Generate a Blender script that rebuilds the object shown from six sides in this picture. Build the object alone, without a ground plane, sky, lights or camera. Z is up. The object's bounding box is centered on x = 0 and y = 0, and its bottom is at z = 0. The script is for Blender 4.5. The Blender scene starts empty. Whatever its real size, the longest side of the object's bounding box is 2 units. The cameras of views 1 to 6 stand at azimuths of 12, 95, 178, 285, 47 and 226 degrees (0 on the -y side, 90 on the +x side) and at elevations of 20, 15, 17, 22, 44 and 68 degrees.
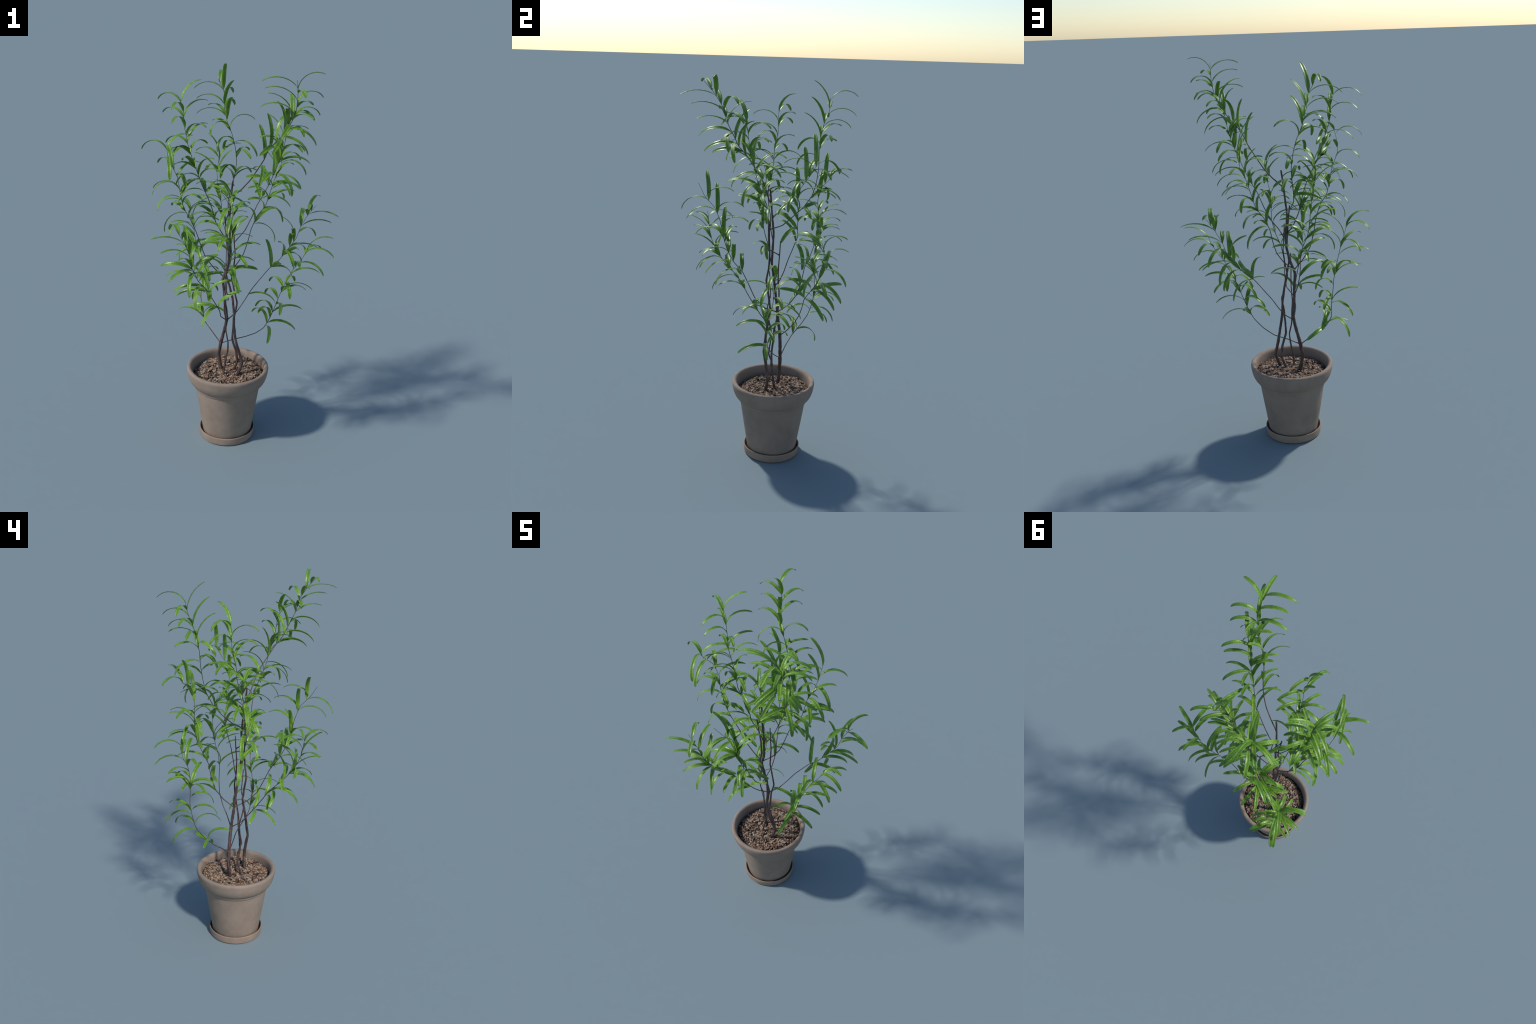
"""A tall potted shrub: clay pot on a saucer, gravel mulch, four pruned woody stems,
thirteen whip-like side branches and long drooping strap leaves set in whorls of three."""
import bpy, bmesh, math, random
from mathutils import Vector, Matrix, noise

random.seed(11)
POT = Vector((-0.0647, 0.0539, 0.0))

# Four woody stems: spine control points from the gravel up to the pruned top, base radius, top radius
STEMS = [
    dict(spine=[(-0.005, 0.020, 0.335), (-0.005, 0.020, 0.375), (0.019, 0.031, 0.446), (0.003, 0.020, 0.518), (-0.012, 0.004, 0.590), (-0.023, 0.010, 0.665), (-0.027, 0.019, 0.739), (-0.037, 0.028, 0.813), (-0.052, 0.016, 0.886), (-0.068, 0.001, 0.958), (-0.058, 0.013, 1.031), (-0.063, 0.015, 1.106), (-0.070, 0.010, 1.181), (-0.079, 0.007, 1.256)],
         base=0.0080, top=0.0030),
    dict(spine=[(-0.037, 0.063, 0.335), (-0.037, 0.063, 0.375), (-0.013, 0.057, 0.439), (-0.019, 0.046, 0.506), (-0.039, 0.042, 0.571), (-0.037, 0.049, 0.639), (-0.032, 0.053, 0.707), (-0.023, 0.066, 0.773), (-0.040, 0.070, 0.840), (-0.054, 0.070, 0.906), (-0.043, 0.064, 0.973), (-0.037, 0.064, 1.041), (-0.044, 0.067, 1.109), (-0.047, 0.069, 1.177)],
         base=0.0062, top=0.0024),
    dict(spine=[(-0.078, 0.020, 0.335), (-0.078, 0.020, 0.375), (-0.076, 0.039, 0.437), (-0.064, 0.046, 0.500), (-0.058, 0.026, 0.560), (-0.071, 0.032, 0.623), (-0.074, 0.034, 0.687), (-0.079, 0.017, 0.750), (-0.075, 0.010, 0.814), (-0.075, 0.025, 0.878), (-0.077, 0.020, 0.942), (-0.077, 0.015, 1.007)],
         base=0.0042, top=0.0020),
    dict(spine=[(-0.108, 0.075, 0.336), (-0.108, 0.075, 0.376), (-0.123, 0.081, 0.451), (-0.112, 0.082, 0.527), (-0.093, 0.082, 0.602), (-0.079, 0.078, 0.678), (-0.086, 0.065, 0.754), (-0.089, 0.057, 0.831), (-0.095, 0.045, 0.907), (-0.069, 0.039, 0.980), (-0.054, 0.028, 1.055), (-0.055, 0.030, 1.132), (-0.064, 0.032, 1.208), (-0.057, 0.024, 1.285), (-0.050, 0.017, 1.362), (-0.041, 0.011, 1.439)],
         base=0.0088, top=0.0038),
]

# Side branches: spine control points from the stem outwards, base radius, and the leaves along it as
# (distance from the branch tip, direction round the axis, length, angle from that axis at the base and at the tip, 1 if it
# droops away from the branch axis or 0 if it droops from the vertical)
BRANCHES = [
    dict(spine=[(-0.087, 0.062, 0.785), (-0.094, 0.120, 0.829), (-0.106, 0.161, 0.886), (-0.115, 0.180, 0.955), (-0.117, 0.193, 1.027), (-0.128, 0.220, 1.092), (-0.152, 0.241, 1.157), (-0.163, 0.252, 1.228), (-0.170, 0.249, 1.300), (-0.184, 0.243, 1.371), (-0.188, 0.263, 1.439), (-0.196, 0.312, 1.492)],
         base=0.0024,
         leaves=[(0.019, 160, 0.172, 34, 136, 0), (0.024, 50, 0.172, 27, 112, 0), (0.053, 181, 0.175, -15, 51, 0), (0.101, 260, 0.172, 25, 124, 0), (0.107, 177, 0.171, 22, 80, 0), (0.133, 31, 0.175, -2, 53, 0), (0.193, 261, 0.170, 32, 130, 0), (0.205, 162, 0.171, 33, 131, 0), (0.236, 78, 0.172, 29, 133, 0), (0.252, 214, 0.175, 26, 162, 1), (0.258, 129, 0.172, 18, 100, 1), (0.263, 351, 0.172, 44, 157, 1), (0.314, 188, 0.172, 13, 97, 1), (0.339, 128, 0.173, 21, 107, 1), (0.340, 129, 0.172, 13, 100, 1), (0.341, 2, 0.172, 29, 122, 1), (0.386, 209, 0.166, 26, 109, 1), (0.387, 1, 0.164, 25, 122, 1), (0.464, 94, 0.172, 22, 111, 1), (0.474, 211, 0.169, 25, 111, 1), (0.488, 354, 0.170, 27, 128, 1), (0.601, 14, 0.172, 30, 132, 0), (0.611, 212, 0.176, 23, 112, 1), (0.671, 167, 0.172, 9, 64, 1)]),
    dict(spine=[(-0.053, 0.028, 1.102), (-0.094, 0.028, 1.156), (-0.124, 0.011, 1.217), (-0.142, 0.005, 1.285), (-0.162, -0.009, 1.351), (-0.191, -0.014, 1.414), (-0.220, -0.001, 1.476), (-0.247, 0.005, 1.541), (-0.268, 0.004, 1.608), (-0.286, 0.018, 1.675), (-0.292, 0.019, 1.745), (-0.308, 0.018, 1.814)],
         base=0.0024,
         leaves=[(0.018, 51, 0.168, 10, 94, 0), (0.018, 160, 0.169, 35, 143, 0), (0.067, 264, 0.169, 16, 139, 0), (0.091, 43, 0.172, 11, 110, 0), (0.095, 156, 0.170, 31, 141, 0), (0.146, 259, 0.172, 5, 136, 0), (0.182, 334, 0.173, 11, 119, 0), (0.213, 55, 0.173, 8, 103, 0), (0.220, 157, 0.170, 40, 146, 0), (0.263, 70, 0.176, 32, 141, 1), (0.267, 256, 0.164, 15, 131, 1), (0.274, 257, 0.171, 27, 107, 1), (0.339, 269, 0.172, 20, 120, 1), (0.346, 245, 0.171, 33, 117, 1), (0.348, 103, 0.164, 18, 121, 1), (0.381, 327, 0.172, 24, 129, 1), (0.389, 162, 0.172, 30, 140, 1), (0.393, 335, 0.177, 46, 158, 1), (0.463, 213, 0.174, 27, 144, 1), (0.467, 122, 0.172, 30, 132, 0), (0.472, 339, 0.173, 40, 166, 1), (0.597, 149, 0.170, 36, 121, 1), (0.611, 321, 0.170, 35, 101, 1), (0.627, 247, 0.172, 11, 95, 1)]),
    dict(spine=[(-0.076, 0.008, 1.227), (-0.078, 0.074, 1.252), (-0.094, 0.126, 1.298), (-0.093, 0.177, 1.349), (-0.086, 0.216, 1.409), (-0.081, 0.235, 1.478), (-0.090, 0.243, 1.549), (-0.108, 0.241, 1.618), (-0.137, 0.243, 1.685), (-0.154, 0.255, 1.753), (-0.163, 0.280, 1.820), (-0.195, 0.281, 1.885)],
         base=0.0024,
         leaves=[(0.024, 99, 0.173, 20, 139, 0), (0.060, 180, 0.174, 41, 138, 0), (0.064, 296, 0.174, 2, 64, 0), (0.096, 86, 0.168, 34, 148, 0), (0.135, 174, 0.175, 33, 130, 0), (0.139, 312, 0.172, 5, 68, 0), (0.157, 85, 0.171, 29, 144, 0), (0.191, 139, 0.172, 38, 122, 0), (0.194, 182, 0.176, 38, 137, 0), (0.215, 304, 0.174, 2, 73, 0), (0.245, 236, 0.171, 26, 171, 1), (0.260, 23, 0.178, 21, 166, 1), (0.274, 140, 0.169, 14, 102, 1), (0.322, 242, 0.167, 30, 175, 1), (0.332, 343, 0.172, 58, 165, 0), (0.341, 133, 0.172, 51, 164, 1), (0.391, 310, 0.171, 53, 144, 1), (0.411, 76, 0.178, 35, 121, 1), (0.471, 141, 0.174, 44, 184, 1), (0.481, 247, 0.173, 41, 158, 1), (0.492, 67, 0.172, 27, 130, 1), (0.515, 48, 0.172, 19, 101, 1), (0.526, 142, 0.171, 22, 106, 1), (0.596, 152, 0.174, 27, 119, 1), (0.618, 243, 0.171, 27, 158, 1)]),
    dict(spine=[(-0.051, 0.018, 1.352), (0.003, 0.008, 1.400), (0.049, -0.003, 1.454), (0.087, -0.021, 1.512), (0.122, -0.051, 1.567), (0.150, -0.084, 1.624), (0.193, -0.117, 1.671), (0.237, -0.136, 1.724), (0.271, -0.160, 1.783), (0.290, -0.176, 1.849), (0.296, -0.214, 1.910), (0.298, -0.262, 1.963)],
         base=0.0030,
         leaves=[(0.050, 208, 0.174, 40, 123, 0), (0.081, 7, 0.172, -6, 113, 0), (0.083, 291, 0.170, 59, 118, 0), (0.127, 208, 0.174, 30, 115, 0), (0.155, 34, 0.173, 5, 146, 0), (0.163, 304, 0.173, 47, 111, 0), (0.191, 204, 0.175, 34, 122, 0), (0.210, 36, 0.170, 23, 152, 0), (0.219, 312, 0.173, 51, 115, 0), (0.225, 101, 0.167, -5, 91, 0), (0.268, 259, 0.177, 29, 124, 1), (0.278, 351, 0.170, 33, 138, 1), (0.309, 133, 0.171, 27, 112, 1), (0.334, 350, 0.170, 31, 131, 1), (0.344, 262, 0.178, 36, 129, 1), (0.359, 58, 0.168, -10, 76, 0), (0.402, 249, 0.176, 26, 120, 1), (0.425, 129, 0.173, 18, 78, 1), (0.502, 131, 0.174, 22, 82, 1), (0.540, 276, 0.172, 31, 141, 1)]),
    dict(spine=[(-0.090, 0.044, 0.921), (-0.140, 0.027, 0.973), (-0.179, 0.011, 1.033), (-0.200, -0.004, 1.102), (-0.214, -0.027, 1.170), (-0.237, -0.046, 1.237), (-0.275, -0.044, 1.299), (-0.290, -0.047, 1.371), (-0.305, -0.038, 1.442), (-0.332, -0.050, 1.508), (-0.334, -0.096, 1.565), (-0.324, -0.139, 1.623)],
         base=0.0024,
         leaves=[(0.006, 296, 0.174, 66, 177, 0), (0.024, 50, 0.171, 30, 121, 0), (0.039, 167, 0.171, 29, 155, 0), (0.085, 292, 0.175, 72, 172, 0), (0.122, 66, 0.173, 27, 125, 0), (0.177, 143, 0.171, 20, 154, 0), (0.204, 306, 0.171, 50, 153, 0), (0.216, 55, 0.172, 19, 121, 0), (0.264, 205, 0.169, 40, 169, 0), (0.278, 177, 0.170, 21, 138, 1), (0.291, 357, 0.172, 27, 132, 1), (0.300, 69, 0.171, 36, 114, 1), (0.323, 227, 0.171, 33, 165, 1), (0.325, 54, 0.172, 23, 113, 1), (0.349, 338, 0.171, 30, 136, 1), (0.392, 133, 0.176, 21, 125, 1), (0.399, 182, 0.178, 48, 155, 1), (0.418, 358, 0.174, 36, 161, 1), (0.420, 350, 0.172, 30, 129, 1), (0.465, 229, 0.168, 23, 152, 1), (0.489, 354, 0.173, 36, 157, 1), (0.604, 199, 0.173, 43, 170, 1), (0.610, 338, 0.167, 21, 126, 1), (0.615, 352, 0.173, 34, 156, 1)]),
    dict(spine=[(-0.089, 0.044, 0.926), (-0.040, 0.072, 0.973), (-0.004, 0.094, 1.030), (0.015, 0.114, 1.097), (0.027, 0.138, 1.163), (0.052, 0.159, 1.227), (0.093, 0.160, 1.285), (0.113, 0.161, 1.354), (0.134, 0.157, 1.423), (0.163, 0.170, 1.485), (0.160, 0.211, 1.544), (0.152, 0.248, 1.606)],
         base=0.0024,
         leaves=[(0.022, 187, 0.174, -8, 66, 0), (0.036, 264, 0.170, 28, 139, 0), (0.070, 49, 0.166, 32, 150, 0), (0.101, 194, 0.176, -15, 51, 0), (0.118, 271, 0.171, 29, 129, 0), (0.121, 345, 0.172, 48, 168, 0), (0.199, 62, 0.172, 26, 126, 0), (0.204, 343, 0.173, 51, 163, 0), (0.213, 194, 0.172, -15, 55, 0), (0.252, 227, 0.173, 27, 132, 1), (0.258, 324, 0.168, 20, 142, 1), (0.272, 28, 0.172, 29, 134, 1), (0.324, 61, 0.173, 34, 153, 1), (0.328, 226, 0.173, 21, 116, 1), (0.335, 38, 0.171, 20, 98, 1), (0.384, 238, 0.171, 27, 126, 1), (0.387, 331, 0.172, 15, 134, 1), (0.412, 57, 0.174, 27, 123, 1), (0.463, 238, 0.170, 25, 125, 1), (0.475, 28, 0.178, 52, 159, 1), (0.477, 74, 0.171, 18, 77, 1)]),
    dict(spine=[(-0.043, 0.066, 1.105), (-0.020, 0.018, 1.136), (0.024, 0.014, 1.193), (0.054, 0.015, 1.259), (0.081, 0.015, 1.327), (0.116, 0.010, 1.391), (0.147, -0.011, 1.452), (0.174, -0.032, 1.516), (0.201, -0.043, 1.583), (0.219, -0.061, 1.651), (0.231, -0.070, 1.722), (0.254, -0.078, 1.791)],
         base=0.0024,
         leaves=[(0.009, 211, 0.174, 10, 87, 0), (0.012, 320, 0.171, 39, 144, 0), (0.063, 53, 0.168, 16, 138, 0), (0.074, 278, 0.173, 2, 96, 0), (0.088, 314, 0.172, 34, 146, 0), (0.137, 48, 0.168, 9, 134, 0), (0.177, 234, 0.172, 18, 112, 0), (0.197, 320, 0.172, 23, 129, 0), (0.209, 221, 0.172, 2, 98, 0), (0.228, 57, 0.171, 51, 146, 0), (0.250, 19, 0.172, 25, 129, 1), (0.259, 122, 0.172, 18, 122, 1), (0.260, 267, 0.172, 8, 86, 0), (0.316, 327, 0.175, 38, 163, 1), (0.325, 256, 0.173, 31, 108, 1), (0.331, 111, 0.171, 23, 122, 1), (0.380, 135, 0.173, 41, 160, 1), (0.385, 8, 0.174, 27, 119, 1), (0.391, 215, 0.172, 22, 127, 1), (0.460, 258, 0.172, 26, 109, 1), (0.476, 5, 0.172, 24, 121, 1), (0.479, 122, 0.172, 21, 113, 0)]),
    dict(spine=[(-0.082, 0.080, 0.659), (-0.035, 0.115, 0.703), (-0.003, 0.153, 0.756), (0.029, 0.181, 0.814), (0.069, 0.196, 0.870), (0.112, 0.207, 0.928), (0.161, 0.229, 0.975), (0.199, 0.260, 1.028), (0.237, 0.283, 1.085), (0.258, 0.295, 1.152), (0.292, 0.297, 1.216), (0.333, 0.285, 1.274)],
         base=0.0024,
         leaves=[(0.048, 273, 0.177, 32, 115, 0), (0.065, 71, 0.166, -7, 124, 0), (0.074, 348, 0.176, 56, 116, 0), (0.081, 269, 0.172, 25, 127, 0), (0.148, 6, 0.174, 45, 112, 0), (0.149, 94, 0.166, -4, 129, 0), (0.187, 57, 0.170, 54, 168, 0), (0.235, 183, 0.168, 24, 107, 1), (0.239, 279, 0.174, 8, 83, 0), (0.265, 66, 0.171, 40, 132, 1), (0.272, 283, 0.172, 3, 96, 0), (0.274, 19, 0.174, 60, 128, 0), (0.329, 61, 0.172, 30, 116, 1), (0.333, 299, 0.175, 26, 107, 1), (0.343, 132, 0.175, 30, 114, 1), (0.420, 48, 0.175, 32, 121, 1), (0.420, 284, 0.169, 27, 108, 1), (0.421, 126, 0.170, -15, 72, 0)]),
    dict(spine=[(-0.113, 0.082, 0.522), (-0.044, 0.080, 0.554), (0.023, 0.081, 0.580), (0.081, 0.062, 0.617), (0.128, 0.040, 0.664), (0.160, 0.031, 0.727), (0.185, 0.032, 0.794), (0.206, 0.044, 0.860), (0.232, 0.063, 0.924), (0.262, 0.070, 0.988), (0.303, 0.067, 1.046), (0.332, 0.088, 1.107)],
         base=0.0024,
         leaves=[(0.017, 353, 0.171, 14, 103, 0), (0.037, 353, 0.173, 36, 148, 0), (0.051, 62, 0.172, 35, 142, 0), (0.103, 341, 0.173, 48, 159, 0), (0.122, 286, 0.172, 26, 119, 0), (0.135, 124, 0.172, 22, 123, 0), (0.174, 21, 0.172, 43, 135, 0), (0.223, 289, 0.172, 45, 152, 0), (0.225, 80, 0.170, 56, 153, 0), (0.247, 130, 0.172, 43, 152, 0), (0.255, 350, 0.172, 20, 114, 1), (0.271, 301, 0.172, 25, 128, 0), (0.275, 47, 0.173, 27, 118, 1), (0.314, 131, 0.173, 40, 165, 0), (0.341, 208, 0.171, 41, 131, 1), (0.347, 289, 0.172, 37, 136, 1), (0.393, 21, 0.172, 21, 110, 1), (0.393, 140, 0.174, 42, 179, 1), (0.427, 248, 0.176, -6, 123, 0), (0.463, 2, 0.173, 24, 119, 1), (0.465, 136, 0.175, 40, 175, 1), (0.482, 283, 0.171, 37, 128, 1)]),
    dict(spine=[(-0.113, 0.082, 0.522), (-0.165, 0.105, 0.570), (-0.216, 0.134, 0.613), (-0.244, 0.177, 0.664), (-0.264, 0.214, 0.720), (-0.263, 0.236, 0.789), (-0.270, 0.245, 0.860), (-0.277, 0.240, 0.932), (-0.292, 0.233, 1.003), (-0.307, 0.237, 1.074), (-0.322, 0.263, 1.140), (-0.340, 0.253, 1.209)],
         base=0.0024,
         leaves=[(0.020, 211, 0.171, 16, 117, 0), (0.022, 132, 0.172, 27, 137, 0), (0.063, 3, 0.176, 0, 84, 0), (0.107, 122, 0.173, 36, 145, 0), (0.117, 3, 0.170, 7, 96, 0), (0.132, 215, 0.175, 20, 120, 0), (0.170, 157, 0.171, 36, 115, 0), (0.204, 49, 0.171, 59, 162, 0), (0.248, 289, 0.170, 33, 178, 1), (0.253, 135, 0.172, 6, 128, 1), (0.266, 353, 0.173, 15, 101, 1), (0.270, 234, 0.172, 32, 132, 0), (0.281, 68, 0.172, 20, 126, 1), (0.281, 183, 0.167, 14, 103, 1), (0.324, 309, 0.173, 49, 176, 1), (0.402, 291, 0.174, 47, 179, 1), (0.403, 172, 0.171, 18, 97, 1), (0.406, 68, 0.175, 27, 138, 1), (0.422, 130, 0.172, 35, 143, 1), (0.472, 69, 0.175, 32, 157, 1), (0.479, 304, 0.175, 41, 174, 1), (0.512, 129, 0.173, 61, 167, 0), (0.610, 41, 0.172, 27, 148, 1), (0.611, 277, 0.174, 32, 173, 1), (0.639, 179, 0.172, 23, 126, 0)]),
    dict(spine=[(-0.081, 0.079, 0.662), (-0.096, 0.020, 0.707), (-0.092, -0.025, 0.761), (-0.103, -0.067, 0.817), (-0.118, -0.106, 0.874), (-0.138, -0.143, 0.930), (-0.155, -0.191, 0.980), (-0.155, -0.238, 1.031), (-0.163, -0.279, 1.089), (-0.162, -0.307, 1.154), (-0.184, -0.321, 1.220), (-0.217, -0.335, 1.281)],
         base=0.0024,
         leaves=[(0.037, 128, 0.172, 42, 150, 0), (0.058, 308, 0.168, 14, 140, 0), (0.081, 215, 0.172, 48, 110, 0), (0.104, 114, 0.171, 20, 113, 0), (0.148, 292, 0.171, 11, 66, 0), (0.157, 230, 0.172, 38, 106, 0), (0.198, 83, 0.174, 8, 104, 0), (0.221, 263, 0.171, 30, 95, 0), (0.233, 120, 0.176, -4, 63, 0), (0.247, 188, 0.174, 19, 118, 1), (0.262, 26, 0.170, 21, 111, 1), (0.266, 234, 0.174, 13, 107, 1), (0.270, 278, 0.172, 32, 136, 1), (0.283, 312, 0.172, 44, 150, 0), (0.329, 51, 0.171, 21, 116, 1), (0.334, 197, 0.173, 35, 135, 0), (0.363, 15, 0.168, 24, 125, 1), (0.396, 278, 0.173, 29, 133, 1), (0.416, 195, 0.172, 29, 125, 1), (0.460, 195, 0.177, 31, 121, 1), (0.475, 287, 0.172, 34, 138, 0), (0.482, 25, 0.170, 30, 132, 1), (0.604, 25, 0.173, 27, 115, 1), (0.611, 188, 0.176, 28, 123, 1), (0.613, 251, 0.174, 20, 125, 1)]),
    dict(spine=[(-0.087, 0.062, 0.785), (-0.052, -0.001, 0.816), (-0.045, -0.054, 0.871), (-0.046, -0.087, 0.939), (-0.033, -0.118, 1.007), (-0.007, -0.160, 1.065), (0.011, -0.192, 1.131), (0.012, -0.215, 1.204), (0.013, -0.230, 1.279), (0.029, -0.255, 1.348), (0.031, -0.305, 1.404), (0.005, -0.342, 1.465)],
         base=0.0024,
         leaves=[(0.085, 86, 0.167, 26, 125, 0), (0.103, 264, 0.173, 57, 169, 0), (0.104, 203, 0.172, -12, 70, 0), (0.173, 73, 0.177, 27, 128, 0), (0.174, 277, 0.172, 47, 161, 0), (0.187, 197, 0.173, -15, 64, 0), (0.257, 75, 0.177, 26, 123, 0), (0.308, 263, 0.173, 28, 144, 0), (0.316, 187, 0.172, 42, 156, 1), (0.317, 179, 0.176, -14, 60, 0), (0.317, 216, 0.170, 9, 129, 1), (0.324, 54, 0.164, -2, 87, 1), (0.337, 166, 0.172, 28, 120, 0), (0.389, 9, 0.172, 15, 111, 0), (0.389, 312, 0.172, 23, 109, 1), (0.397, 192, 0.172, 17, 116, 0), (0.449, 8, 0.173, -1, 85, 0), (0.453, 290, 0.172, 30, 118, 1), (0.510, 300, 0.177, 26, 122, 1), (0.515, 13, 0.167, 26, 118, 1), (0.525, 191, 0.172, 16, 114, 0)]),
]

# ------------------------------------------------------------------ helpers
def link(ob, parent=None):
    bpy.context.scene.collection.objects.link(ob)
    if parent is not None:
        ob.parent = parent
    return ob


def mesh_object(name, verts, faces, mat, parent, smooth=True):
    me = bpy.data.meshes.new(name)
    me.from_pydata([tuple(v) for v in verts], [], faces)
    me.update()
    if smooth:
        me.polygons.foreach_set("use_smooth", [True] * len(me.polygons))
    me.materials.append(mat)
    return link(bpy.data.objects.new(name, me), parent)


class Nodes:
    """Small wrapper to write node trees briefly."""
    def __init__(self, name):
        self.mat = bpy.data.materials.new(name)
        self.mat.use_nodes = True
        self.t = self.mat.node_tree
        self.t.nodes.clear()
        self.out = self.t.nodes.new("ShaderNodeOutputMaterial")

    def n(self, kind, **props):
        node = self.t.nodes.new("ShaderNode" + kind)
        for k, v in props.items():
            setattr(node, k, v)
        return node

    def put(self, node, **ins):
        for k, v in ins.items():
            sock = node.inputs[int(k[1:])] if k[0] == "_" and k[1:].isdigit() else node.inputs[k.replace("_", " ")]
            if isinstance(v, bpy.types.NodeSocket):
                self.t.links.new(v, sock)
            else:
                sock.default_value = v
        return node

    def math(self, op, a, b=0.0, clamp=False):
        m = self.n("Math", operation=op, use_clamp=clamp)
        self.put(m, _0=a, _1=b)
        return m.outputs[0]

    def noise(self, vec, scale, detail=3.0, rough=0.55):
        m = self.n("TexNoise")
        self.put(m, Vector=vec, Scale=scale, Detail=detail, Roughness=rough)
        return m.outputs["Fac"]

    def ramp(self, fac, stops, mode="LINEAR"):
        r = self.n("ValToRGB")
        r.color_ramp.interpolation = mode
        el = r.color_ramp.elements
        while len(el) < len(stops):
            el.new(0.5)
        for e, (p, c) in zip(el, stops):
            e.position = p
            e.color = (c, c, c, 1) if isinstance(c, (int, float)) else (*c, 1)
        self.put(r, Fac=fac)
        return r.outputs["Color"]

    def mix(self, fac, a, b, blend="MIX"):
        m = self.n("Mix", data_type="RGBA", blend_type=blend)
        for i, v in ((0, fac), (6, a), (7, b)):
            if isinstance(v, bpy.types.NodeSocket):
                self.t.links.new(v, m.inputs[i])
            else:
                m.inputs[i].default_value = v if i == 0 else (*v, 1)
        return m.outputs[2]

    def bump(self, height, strength, distance):
        b = self.n("Bump")
        self.put(b, Height=height, Strength=strength, Distance=distance)
        return b.outputs["Normal"]

    def coords(self, kind="Object"):
        return self.n("TexCoord").outputs[kind]


# ------------------------------------------------------------------ materials
def clay_material(name, tint):
    m = Nodes(name)
    co = m.coords()
    big = m.noise(co, 7.0, 5.0, 0.6)
    mid = m.noise(co, 26.0, 6.0, 0.65)
    fine = m.noise(co, 180.0, 3.0, 0.6)
    col = m.ramp(big, [(0.30, tuple(c * 0.84 for c in tint)), (0.52, tint), (0.74, tuple(min(1, c * 1.14) for c in tint))])
    col = m.mix(m.ramp(mid, [(0.50, 0.0), (0.72, 0.55)]), col, (tint[0] * 1.10, tint[1] * 1.13, tint[2] * 1.16))
    col = m.mix(m.ramp(mid, [(0.26, 0.45), (0.42, 0.0)]), col, (tint[0] * 0.72, tint[1] * 0.72, tint[2] * 0.74))
    col = m.mix(m.ramp(fine, [(0.3, 0.18), (0.5, 0.0)]), col, (tint[0] * 0.55, tint[1] * 0.53, tint[2] * 0.5))
    b = m.n("BsdfPrincipled")
    m.put(b, Base_Color=col, Roughness=0.82, Normal=m.bump(m.math("ADD", m.math("MULTIPLY", fine, 0.4), mid), 0.35, 0.004))
    b.inputs["Specular IOR Level"].default_value = 0.3
    m.put(m.out, Surface=b.outputs[0])
    return m.mat


def bark_material(name, dark, mid_c, wine, pale, scale, wine_amount, pale_amount):
    m = Nodes(name)
    co = m.coords()
    mp = m.n("Mapping")
    m.put(mp, Vector=co, Scale=(1.0, 1.0, 0.32))
    v = mp.outputs[0]
    a = m.noise(v, scale, 6.0, 0.65)
    p = m.noise(co, scale * 0.16, 3.0, 0.5)
    q = m.noise(v, scale * 0.45, 4.0, 0.6)
    col = m.ramp(a, [(0.32, dark), (0.62, mid_c)])
    col = m.mix(m.ramp(p, [(0.52, 0.0), (0.66, wine_amount)]), col, wine)
    col = m.mix(m.ramp(q, [(0.58, 0.0), (0.72, pale_amount)]), col, pale)
    b = m.n("BsdfPrincipled")
    m.put(b, Base_Color=col, Roughness=0.5, Normal=m.bump(a, 0.5, 0.003))
    b.inputs["Specular IOR Level"].default_value = 0.45
    m.put(m.out, Surface=b.outputs[0])
    return m.mat


def gravel_material():
    m = Nodes("gravel_chips")
    isl = m.n("NewGeometry").outputs["Random Per Island"]
    col = m.ramp(isl, [(0.0, (0.110, 0.070, 0.046)), (0.16, (0.210, 0.130, 0.082)), (0.34, (0.310, 0.205, 0.135)),
                       (0.52, (0.400, 0.285, 0.195)), (0.66, (0.280, 0.130, 0.075)), (0.76, (0.380, 0.340, 0.305)),
                       (0.86, (0.360, 0.250, 0.170)), (0.95, (0.120, 0.075, 0.050))], "CONSTANT")
    n1 = m.noise(m.coords(), 160.0, 4.0, 0.6)
    col = m.mix(m.ramp(n1, [(0.35, 0.45), (0.6, 0.0)]), col, (0.07, 0.045, 0.03))
    b = m.n("BsdfPrincipled")
    m.put(b, Base_Color=col, Roughness=0.8, Normal=m.bump(n1, 0.4, 0.002))
    m.put(m.out, Surface=b.outputs[0])
    return m.mat


def soil_material():
    m = Nodes("dark_soil")
    n1 = m.noise(m.coords(), 90.0, 5.0, 0.6)
    col = m.ramp(n1, [(0.35, (0.018, 0.012, 0.009)), (0.65, (0.085, 0.055, 0.036))])
    b = m.n("BsdfPrincipled")
    m.put(b, Base_Color=col, Roughness=0.95, Normal=m.bump(n1, 0.8, 0.006))
    m.put(m.out, Surface=b.outputs[0])
    return m.mat


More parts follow.
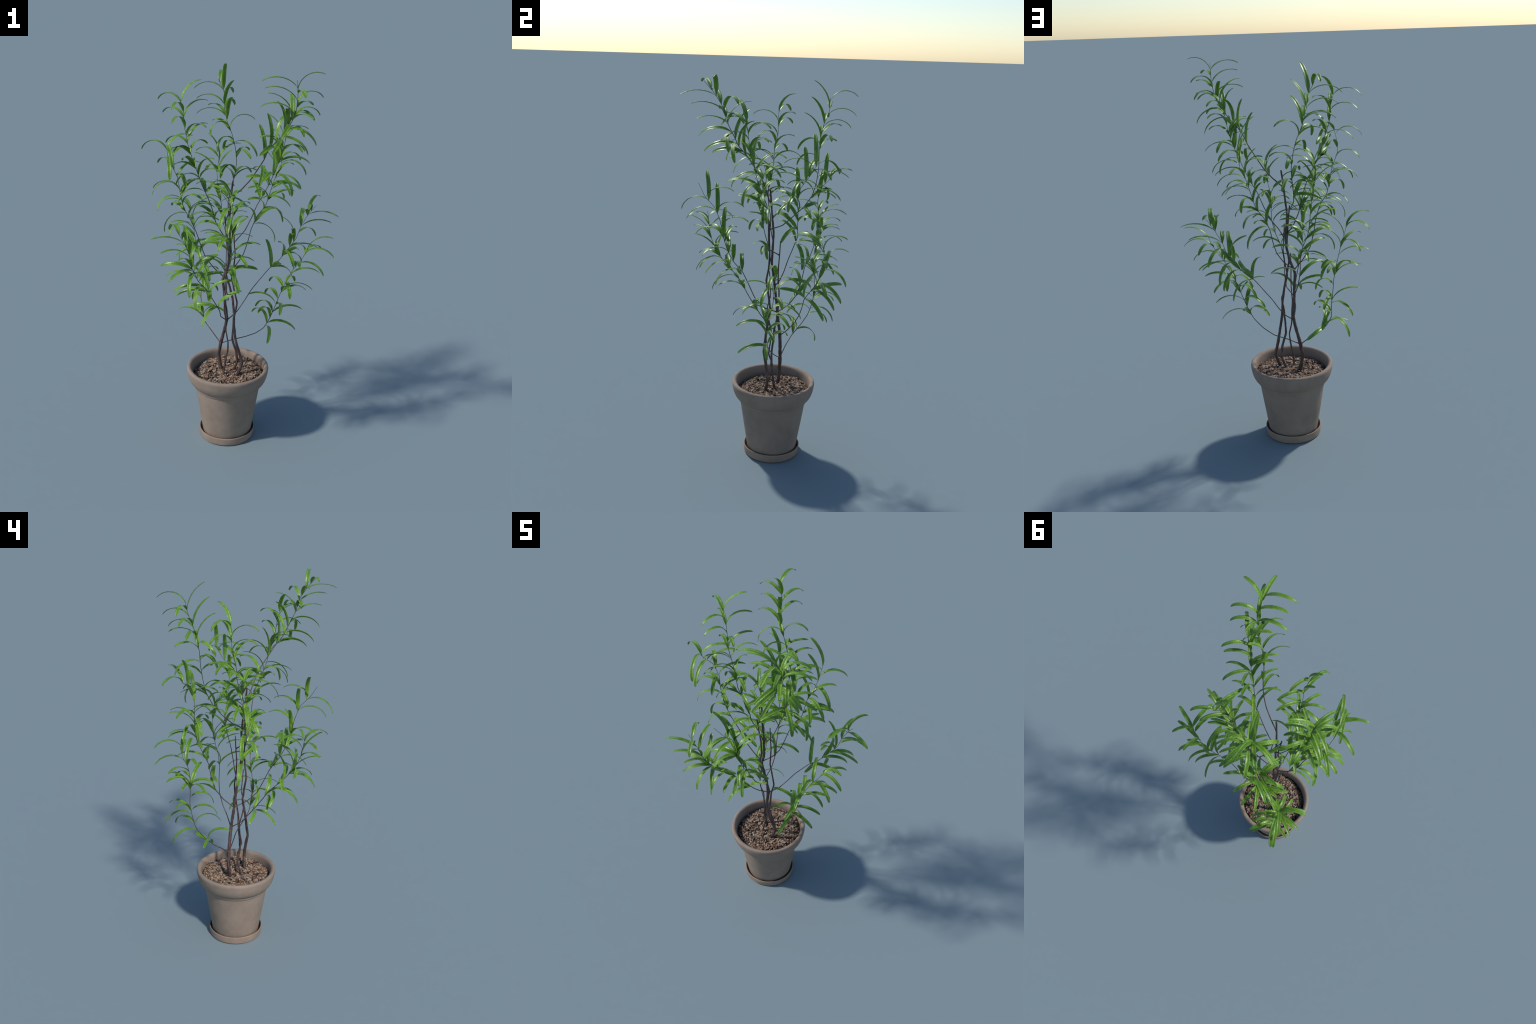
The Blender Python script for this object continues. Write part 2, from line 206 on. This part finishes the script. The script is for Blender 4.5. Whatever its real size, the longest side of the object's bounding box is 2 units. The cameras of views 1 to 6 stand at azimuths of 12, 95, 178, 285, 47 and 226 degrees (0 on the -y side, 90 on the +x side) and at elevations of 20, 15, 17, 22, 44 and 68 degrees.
def leaf_material():
    """Yellow-green blade with a dark midrib and dark slanting side veins. Object space of the unit leaf:
    y runs across the blade, the arc radius of the blade is the object's own property."""
    m = Nodes("strap_leaf")
    sep = m.n("SeparateXYZ")
    m.put(sep, Vector=m.coords())
    x, y, z = sep.outputs
    att = m.n("Attribute", attribute_type="OBJECT", attribute_name='["arc_radius"]')
    rad = att.outputs["Fac"]
    ang = m.math("ARCTAN2", z, m.math("SUBTRACT", rad, x))
    s = m.math("MULTIPLY", ang, rad)                       # 0 at the base, 1 at the tip
    rnd = m.n("ObjectInfo").outputs["Random"]
    shift = m.n("CombineXYZ")
    m.put(shift, X=m.math("MULTIPLY", rnd, 31.0), Y=y, Z=s)
    wob = m.noise(shift.outputs[0], 14.0, 3.0, 0.6)
    ay = m.math("ABSOLUTE", y)
    mid = m.math("SUBTRACT", 1.0, m.math("DIVIDE", ay, 0.0085), True)
    side = m.math("ADD", m.math("SUBTRACT", s, m.math("MULTIPLY", ay, 0.75)), m.math("MULTIPLY", wob, 0.035))
    saw = m.math("FRACT", m.math("MULTIPLY", side, 15.0))
    tri = m.math("ABSOLUTE", m.math("SUBTRACT", saw, 0.5))
    lat = m.math("SUBTRACT", 1.0, m.math("DIVIDE", tri, 0.17), True)
    lat = m.math("MULTIPLY", lat, m.ramp(wob, [(0.32, 0.25), (0.6, 0.85)]))
    vein = m.math("MAXIMUM", m.math("MULTIPLY", mid, 0.95), lat)
    patch = m.noise(shift.outputs[0], 5.0, 4.0, 0.6)
    blade = m.ramp(patch, [(0.30, LEAF_LO), (0.50, LEAF_MID), (0.72, LEAF_HI)])
    blade = m.mix(m.math("MULTIPLY", rnd, 0.35), blade, LEAF_LO)
    col = m.mix(vein, blade, LEAF_VEIN)
    back = m.n("NewGeometry").outputs["Backfacing"]
    b = m.n("BsdfPrincipled")
    m.put(b, Base_Color=col, Roughness=m.ramp(wob, [(0.3, 0.33), (0.7, 0.46)]), Normal=m.bump(m.math("SUBTRACT", m.math("MULTIPLY", wob, 0.6), m.math("MULTIPLY", vein, 0.25)), 0.16, 0.01))
    b.inputs["Specular IOR Level"].default_value = 0.55
    tr = m.n("BsdfTranslucent")
    m.put(tr, Color=m.mix(0.5, col, (0.16, 0.34, 0.02)))
    mx = m.n("MixShader")
    m.put(mx, Fac=0.12)
    m.t.links.new(b.outputs[0], mx.inputs[1])
    m.t.links.new(tr.outputs[0], mx.inputs[2])
    m.put(m.out, Surface=mx.outputs[0])
    return m.mat


LEAF_LO = (0.085, 0.215, 0.016)
LEAF_MID = (0.165, 0.335, 0.022)
LEAF_HI = (0.275, 0.450, 0.045)
LEAF_VEIN = (0.035, 0.130, 0.026)
CLAY = clay_material("grey_clay", (0.275, 0.208, 0.162))
SAUCER = clay_material("saucer_clay", (0.295, 0.215, 0.163))
BARK = bark_material("stem_bark", (0.022, 0.014, 0.015), (0.110, 0.076, 0.064), (0.100, 0.024, 0.034), (0.260, 0.205, 0.170), 130.0, 0.75, 0.55)
TWIG = bark_material("twig_bark", (0.030, 0.018, 0.019), (0.105, 0.062, 0.056), (0.170, 0.070, 0.066), (0.260, 0.180, 0.150), 150.0, 0.55, 0.35)
GRAVEL = gravel_material()
SOIL = soil_material()
LEAF = leaf_material()

# ------------------------------------------------------------------ root object
plant = link(bpy.data.objects.new("potted_shrub", None))
plant["label"] = "tall potted shrub with drooping strap leaves in a clay pot"
plant["category"] = "potted plant"
plant.location = POT


def place(ob):
    """Meshes are written in world coordinates of the pot axis; keep the origin at the plant's base."""
    ob.matrix_parent_inverse = Matrix.Identity(4)
    return ob


# ------------------------------------------------------------------ pot and saucer: turned profiles
def lathe(name, profile, mat, segments=160, wobble=0.0):
    pts = []
    for (r0, z0), (r1, z1) in zip(profile, profile[1:]):
        k = max(1, int(math.hypot(r1 - r0, z1 - z0) / 0.006))
        pts += [(r0 + (r1 - r0) * i / k, z0 + (z1 - z0) * i / k) for i in range(k)]
    pts.append(profile[-1])
    verts, faces = [], []
    for r, z in pts:
        for i in range(segments):
            a = 2 * math.pi * i / segments
            d = wobble * (noise.noise(Vector((math.cos(a) * 2.2, math.sin(a) * 2.2, z * 9.0))) + 0.5 * noise.noise(Vector((math.cos(a) * 6, math.sin(a) * 6, z * 30.0 + 5))))
            verts.append(((r + d) * math.cos(a), (r + d) * math.sin(a), z))
    n = len(pts)
    for j in range(n - 1):
        for i in range(segments):
            k = (i + 1) % segments
            faces.append((j * segments + i, j * segments + k, (j + 1) * segments + k, (j + 1) * segments + i))
    if profile[0][0] > 1e-4:
        faces.append(tuple(range(segments - 1, -1, -1)))
    if profile[-1][0] > 1e-4:
        faces.append(tuple((n - 1) * segments + i for i in range(segments)))
    ob = mesh_object(name, verts, faces, mat, plant)
    bv = ob.modifiers.new("bevel", "BEVEL")
    bv.width, bv.segments, bv.limit_method, bv.angle_limit = 0.0012, 2, "ANGLE", math.radians(40)
    return place(ob)


lathe("pot", [(0.1275, 0.010), (0.1300, 0.022), (0.1420, 0.095), (0.1540, 0.172), (0.1660, 0.252), (0.1752, 0.3150),
              (0.1880, 0.3190), (0.1945, 0.3260), (0.2010, 0.3350), (0.2075, 0.3480), (0.2125, 0.3630), (0.2155, 0.3780), (0.2176, 0.3930),
              (0.2183, 0.4010), (0.2172, 0.4070), (0.2142, 0.4110), (0.2095, 0.4130), (0.2045, 0.4124), (0.1990, 0.4095),
              (0.1950, 0.4040), (0.1925, 0.3950), (0.1895, 0.3700), (0.1860, 0.3300), (0.1780, 0.3000)], CLAY, wobble=0.0006)
lathe("saucer", [(0.1440, 0.0000), (0.1462, 0.0030), (0.1478, 0.0150), (0.1492, 0.0340), (0.1496, 0.0410), (0.1485, 0.0438),
                 (0.1462, 0.0440), (0.1447, 0.0420), (0.1435, 0.0300), (0.1420, 0.0100), (0.1380, 0.0080)], SAUCER, wobble=0.0004)


# ------------------------------------------------------------------ soil and gravel
def soil_height(x, y):
    r = math.hypot(x, y)
    h = 0.374 + 0.085 * (x * 0.72 + y * 0.69) * 0.9
    h += 0.011 * noise.noise(Vector((x * 14, y * 14, 3.1))) + 0.006 * noise.noise(Vector((x * 34, y * 34, 8.7)))
    h -= 0.012 * max(0.0, (r - 0.155) / 0.03)
    return h


verts, faces = [(0, 0, soil_height(0, 0))], []
RINGS, SEG = 30, 96
for j in range(1, RINGS + 1):
    r = 0.1885 * j / RINGS
    for i in range(SEG):
        a = 2 * math.pi * i / SEG
        verts.append((r * math.cos(a), r * math.sin(a), soil_height(r * math.cos(a), r * math.sin(a)) - 0.004))
for i in range(SEG):
    faces.append((0, 1 + i, 1 + (i + 1) % SEG))
for j in range(RINGS - 1):
    for i in range(SEG):
        k = (i + 1) % SEG
        a, b = 1 + j * SEG, 1 + (j + 1) * SEG
        faces.append((a + i, b + i, b + k, a + k))
place(mesh_object("soil", verts, faces, SOIL, plant))

bm = bmesh.new()
for n in range(2000):
    r, a = 0.1865 * math.sqrt(random.random()), random.uniform(0, 2 * math.pi)
    x, y = r * math.cos(a), r * math.sin(a)
    size = random.choice((0.0036, 0.0048, 0.0058, 0.0070, 0.0084)) * random.uniform(0.8, 1.2)
    if r + size > 0.1870:
        continue
    long, wide, thick = size * random.uniform(1.0, 1.55), size * random.uniform(0.7, 1.0), size * random.uniform(0.28, 0.55)
    rot = Matrix.Rotation(random.uniform(0, 6.28), 4, "Z") @ Matrix.Rotation(random.gauss(0, 0.45), 4, "X") @ Matrix.Rotation(random.gauss(0, 0.35), 4, "Y")
    m = Matrix.Translation((x, y, soil_height(x, y) + random.uniform(-0.003, 0.003))) @ rot
    sides = random.choice((5, 6, 6, 7))
    angs = [2 * math.pi * (i + random.uniform(-0.3, 0.3)) / sides for i in range(sides)]
    top, bot, mid = [], [], []
    for q in angs:
        k = random.uniform(0.75, 1.1)
        px, py = long * math.cos(q) * k, wide * math.sin(q) * k
        mid.append(bm.verts.new(m @ Vector((px, py, random.uniform(-0.2, 0.2) * thick))))
        top.append(bm.verts.new(m @ Vector((px * 0.72, py * 0.72, thick * random.uniform(0.7, 1.0)))))
        bot.append(bm.verts.new(m @ Vector((px * 0.72, py * 0.72, -thick))))
    for i in range(sides):
        k = (i + 1) % sides
        bm.faces.new((mid[i], mid[k], top[k], top[i]))
        bm.faces.new((bot[i], bot[k], mid[k], mid[i]))
    bm.faces.new(top)
    bm.faces.new(bot[::-1])
me = bpy.data.meshes.new("gravel")
bm.to_mesh(me)
bm.free()
me.materials.append(GRAVEL)
gravel = place(link(bpy.data.objects.new("gravel", me), plant))
gravel["kind"] = "stuff"


# ------------------------------------------------------------------ stems and branches
def resample(points, count):
    pts = [Vector(p) for p in points]
    acc = [0.0]
    for a, b in zip(pts, pts[1:]):
        acc.append(acc[-1] + (b - a).length)
    out, j = [], 0
    for i in range(count):
        d = acc[-1] * i / (count - 1)
        while j < len(pts) - 2 and acc[j + 1] < d:
            j += 1
        f = (d - acc[j]) / max(1e-9, acc[j + 1] - acc[j])
        p0, p1, p2, p3 = pts[max(0, j - 1)], pts[j], pts[j + 1], pts[min(len(pts) - 1, j + 2)]
        lin = p1.lerp(p2, f)
        cat = 0.5 * (2 * p1 + (p2 - p0) * f + (2 * p0 - 5 * p1 + 4 * p2 - p3) * f * f + (3 * p1 - p0 - 3 * p2 + p3) * f ** 3)
        out.append(lin.lerp(cat, 0.35))
    return out, acc[-1]


def tangents(path, reach):
    raw = [(path[min(i + 1, len(path) - 1)] - path[max(i - 1, 0)]).normalized() for i in range(len(path))]
    out = []
    for i in range(len(path)):
        v = Vector()
        for k in range(-reach, reach + 1):
            v += raw[min(max(i + k, 0), len(path) - 1)]
        out.append(v.normalized())
    return out


def tube(name, points, r0, r1, mat, parent, sides=10, step=0.008, lump=0.0, power=1.0, flare=0.0):
    _, length = resample(points, 4)
    path, length = resample(points, max(8, int(length / step)))
    tan = tangents(path, 1)
    verts, faces = [], []
    ref = Vector((1, 0, 0))
    for i, (p, t) in enumerate(zip(path, tan)):
        u = i / (len(path) - 1)
        ref = (ref - t * ref.dot(t)).normalized()
        bi = t.cross(ref)
        r = r0 + (r1 - r0) * u ** power + flare * max(0.0, 1 - u / 0.03) ** 2
        for k in range(sides):
            a = 2 * math.pi * k / sides
            d = ref * math.cos(a) + bi * math.sin(a)
            q = r * (1 + lump * (noise.noise(p * 38 + d * 1.1) + 0.6 * noise.noise(p * 90 + d * 2.0)))
            verts.append(p + d * q - POT)
    n = len(path)
    for j in range(n - 1):
        for k in range(sides):
            m = (k + 1) % sides
            faces.append((j * sides + k, j * sides + m, (j + 1) * sides + m, (j + 1) * sides + k))
    faces.append(tuple(range(sides - 1, -1, -1)))
    faces.append(tuple((n - 1) * sides + k for k in range(sides)))
    ob = mesh_object(name, verts, faces, mat, parent)
    return place(ob)


for stem in STEMS:
    tube("stem", stem["spine"], stem["base"] * 1.15, stem["top"] * 1.1, BARK, plant, sides=14, step=0.006, lump=0.26, power=0.85)

# ------------------------------------------------------------------ leaf blades: one mesh per curvature class
ALONG, ACROSS = 30, 6


def half_width(s):
    """Half width of the unit-length blade: short petiole, quick swell, long parallel sides, blunt tip."""
    if s < 0.03:
        return 0.0045 + 0.10 * s
    swell = min(1.0, (s - 0.03) / 0.24)
    swell = math.sin(swell * math.pi / 2) ** 0.9
    w = 0.0075 + 0.0475 * swell
    if s > 0.5:
        w *= 1 - 0.22 * ((s - 0.5) / 0.5)
    if s > 0.80:
        q = (s - 0.80) / 0.20
        w *= math.sqrt(max(0.0, 1 - q ** 2.2)) * 0.97 + 0.03
    return w


def leaf_mesh(turn_deg):
    turn = math.radians(turn_deg)
    radius = 1.0 / turn
    verts, faces = [], []
    for side in (1, -1):                              # upper skin, lower skin
        for i in range(ALONG + 1):
            s = i / ALONG
            th = turn * s
            cx, cz = radius * (1 - math.cos(th)), radius * math.sin(th)
            nx, nz = -math.cos(th), math.sin(th)      # towards the upper side of the blade
            w = half_width(s)
            for j in range(ACROSS + 1):
                v = 2 * j / ACROSS - 1
                wave = 0.0014 * math.sin(s * 41 + (1.3 if v > 0 else 0.2)) * abs(v) ** 2
                lift = 0.34 * w * abs(v) ** 1.3 + wave + side * 0.0016 * (1 - 0.6 * abs(v))
                verts.append((cx + nx * lift, v * w * 1.10, cz + nz * lift))
    row, skin = ACROSS + 1, (ALONG + 1) * (ACROSS + 1)
    for i in range(ALONG):
        for j in range(ACROSS):
            a = i * row + j
            faces.append((a, a + row, a + row + 1, a + 1))
            b = skin + a
            faces.append((b, b + 1, b + row + 1, b + row))
        for j, flip in ((0, False), (ACROSS, True)):
            a, b = i * row + j, skin + i * row + j
            quad = (a, b, b + row, a + row)
            faces.append(quad[::-1] if flip else quad)
    for i, flip in ((0, True), (ALONG, False)):
        for j in range(ACROSS):
            a, b = i * row + j, skin + i * row + j
            quad = (a, a + 1, b + 1, b)
            faces.append(quad if flip else quad[::-1])
    me = bpy.data.meshes.new("leaf")
    me.from_pydata(verts, [], faces)
    me.update()
    bmf = bmesh.new()
    bmf.from_mesh(me)
    bmesh.ops.recalc_face_normals(bmf, faces=bmf.faces)
    bmf.to_mesh(me)
    bmf.free()
    me.polygons.foreach_set("use_smooth", [True] * len(me.polygons))
    me.materials.append(LEAF)
    return me, radius


BLADES = {}
for side in BRANCHES:
    points = side["spine"]
    branch = tube("branch", points, side["base"] * 1.2, 0.0009, TWIG, plant, sides=8, step=0.007, lump=0.10, power=0.8, flare=0.0018)
    path, length = resample(points, 240)
    tan = tangents(path, 9)
    for from_tip, turn_round, size, rise, end, tilted in side["leaves"]:
        i = min(239, max(0, round((1 - from_tip / length) * 239)))
        p, ph, th = path[i], math.radians(turn_round), math.radians(rise)
        up = tan[i] if tilted else Vector((0, 0, 1))
        side_x = (Vector((1, 0, 0)) - up * up.x).normalized()
        flat = side_x * math.cos(ph) + up.cross(side_x) * math.sin(ph)
        klass = max(50, min(150, 10 * round((end - rise) / 10)))
        if klass not in BLADES:
            BLADES[klass] = leaf_mesh(klass)
        me, radius = BLADES[klass]
        ob = link(bpy.data.objects.new("leaf", me), branch)
        ob["arc_radius"] = radius
        zx = up * math.cos(th) + flat * math.sin(th)      # the blade leaves the branch along this line
        xx = flat * math.cos(th) - up * math.sin(th)      # and droops towards this one
        yx = zx.cross(xx)
        yaw = Matrix.Rotation(random.gauss(0, 0.04), 4, "Z")
        m = Matrix((xx, yx, zx)).transposed().to_4x4() @ yaw
        ob.matrix_basis = Matrix.Translation(p - POT) @ m @ Matrix.Scale(size, 4)
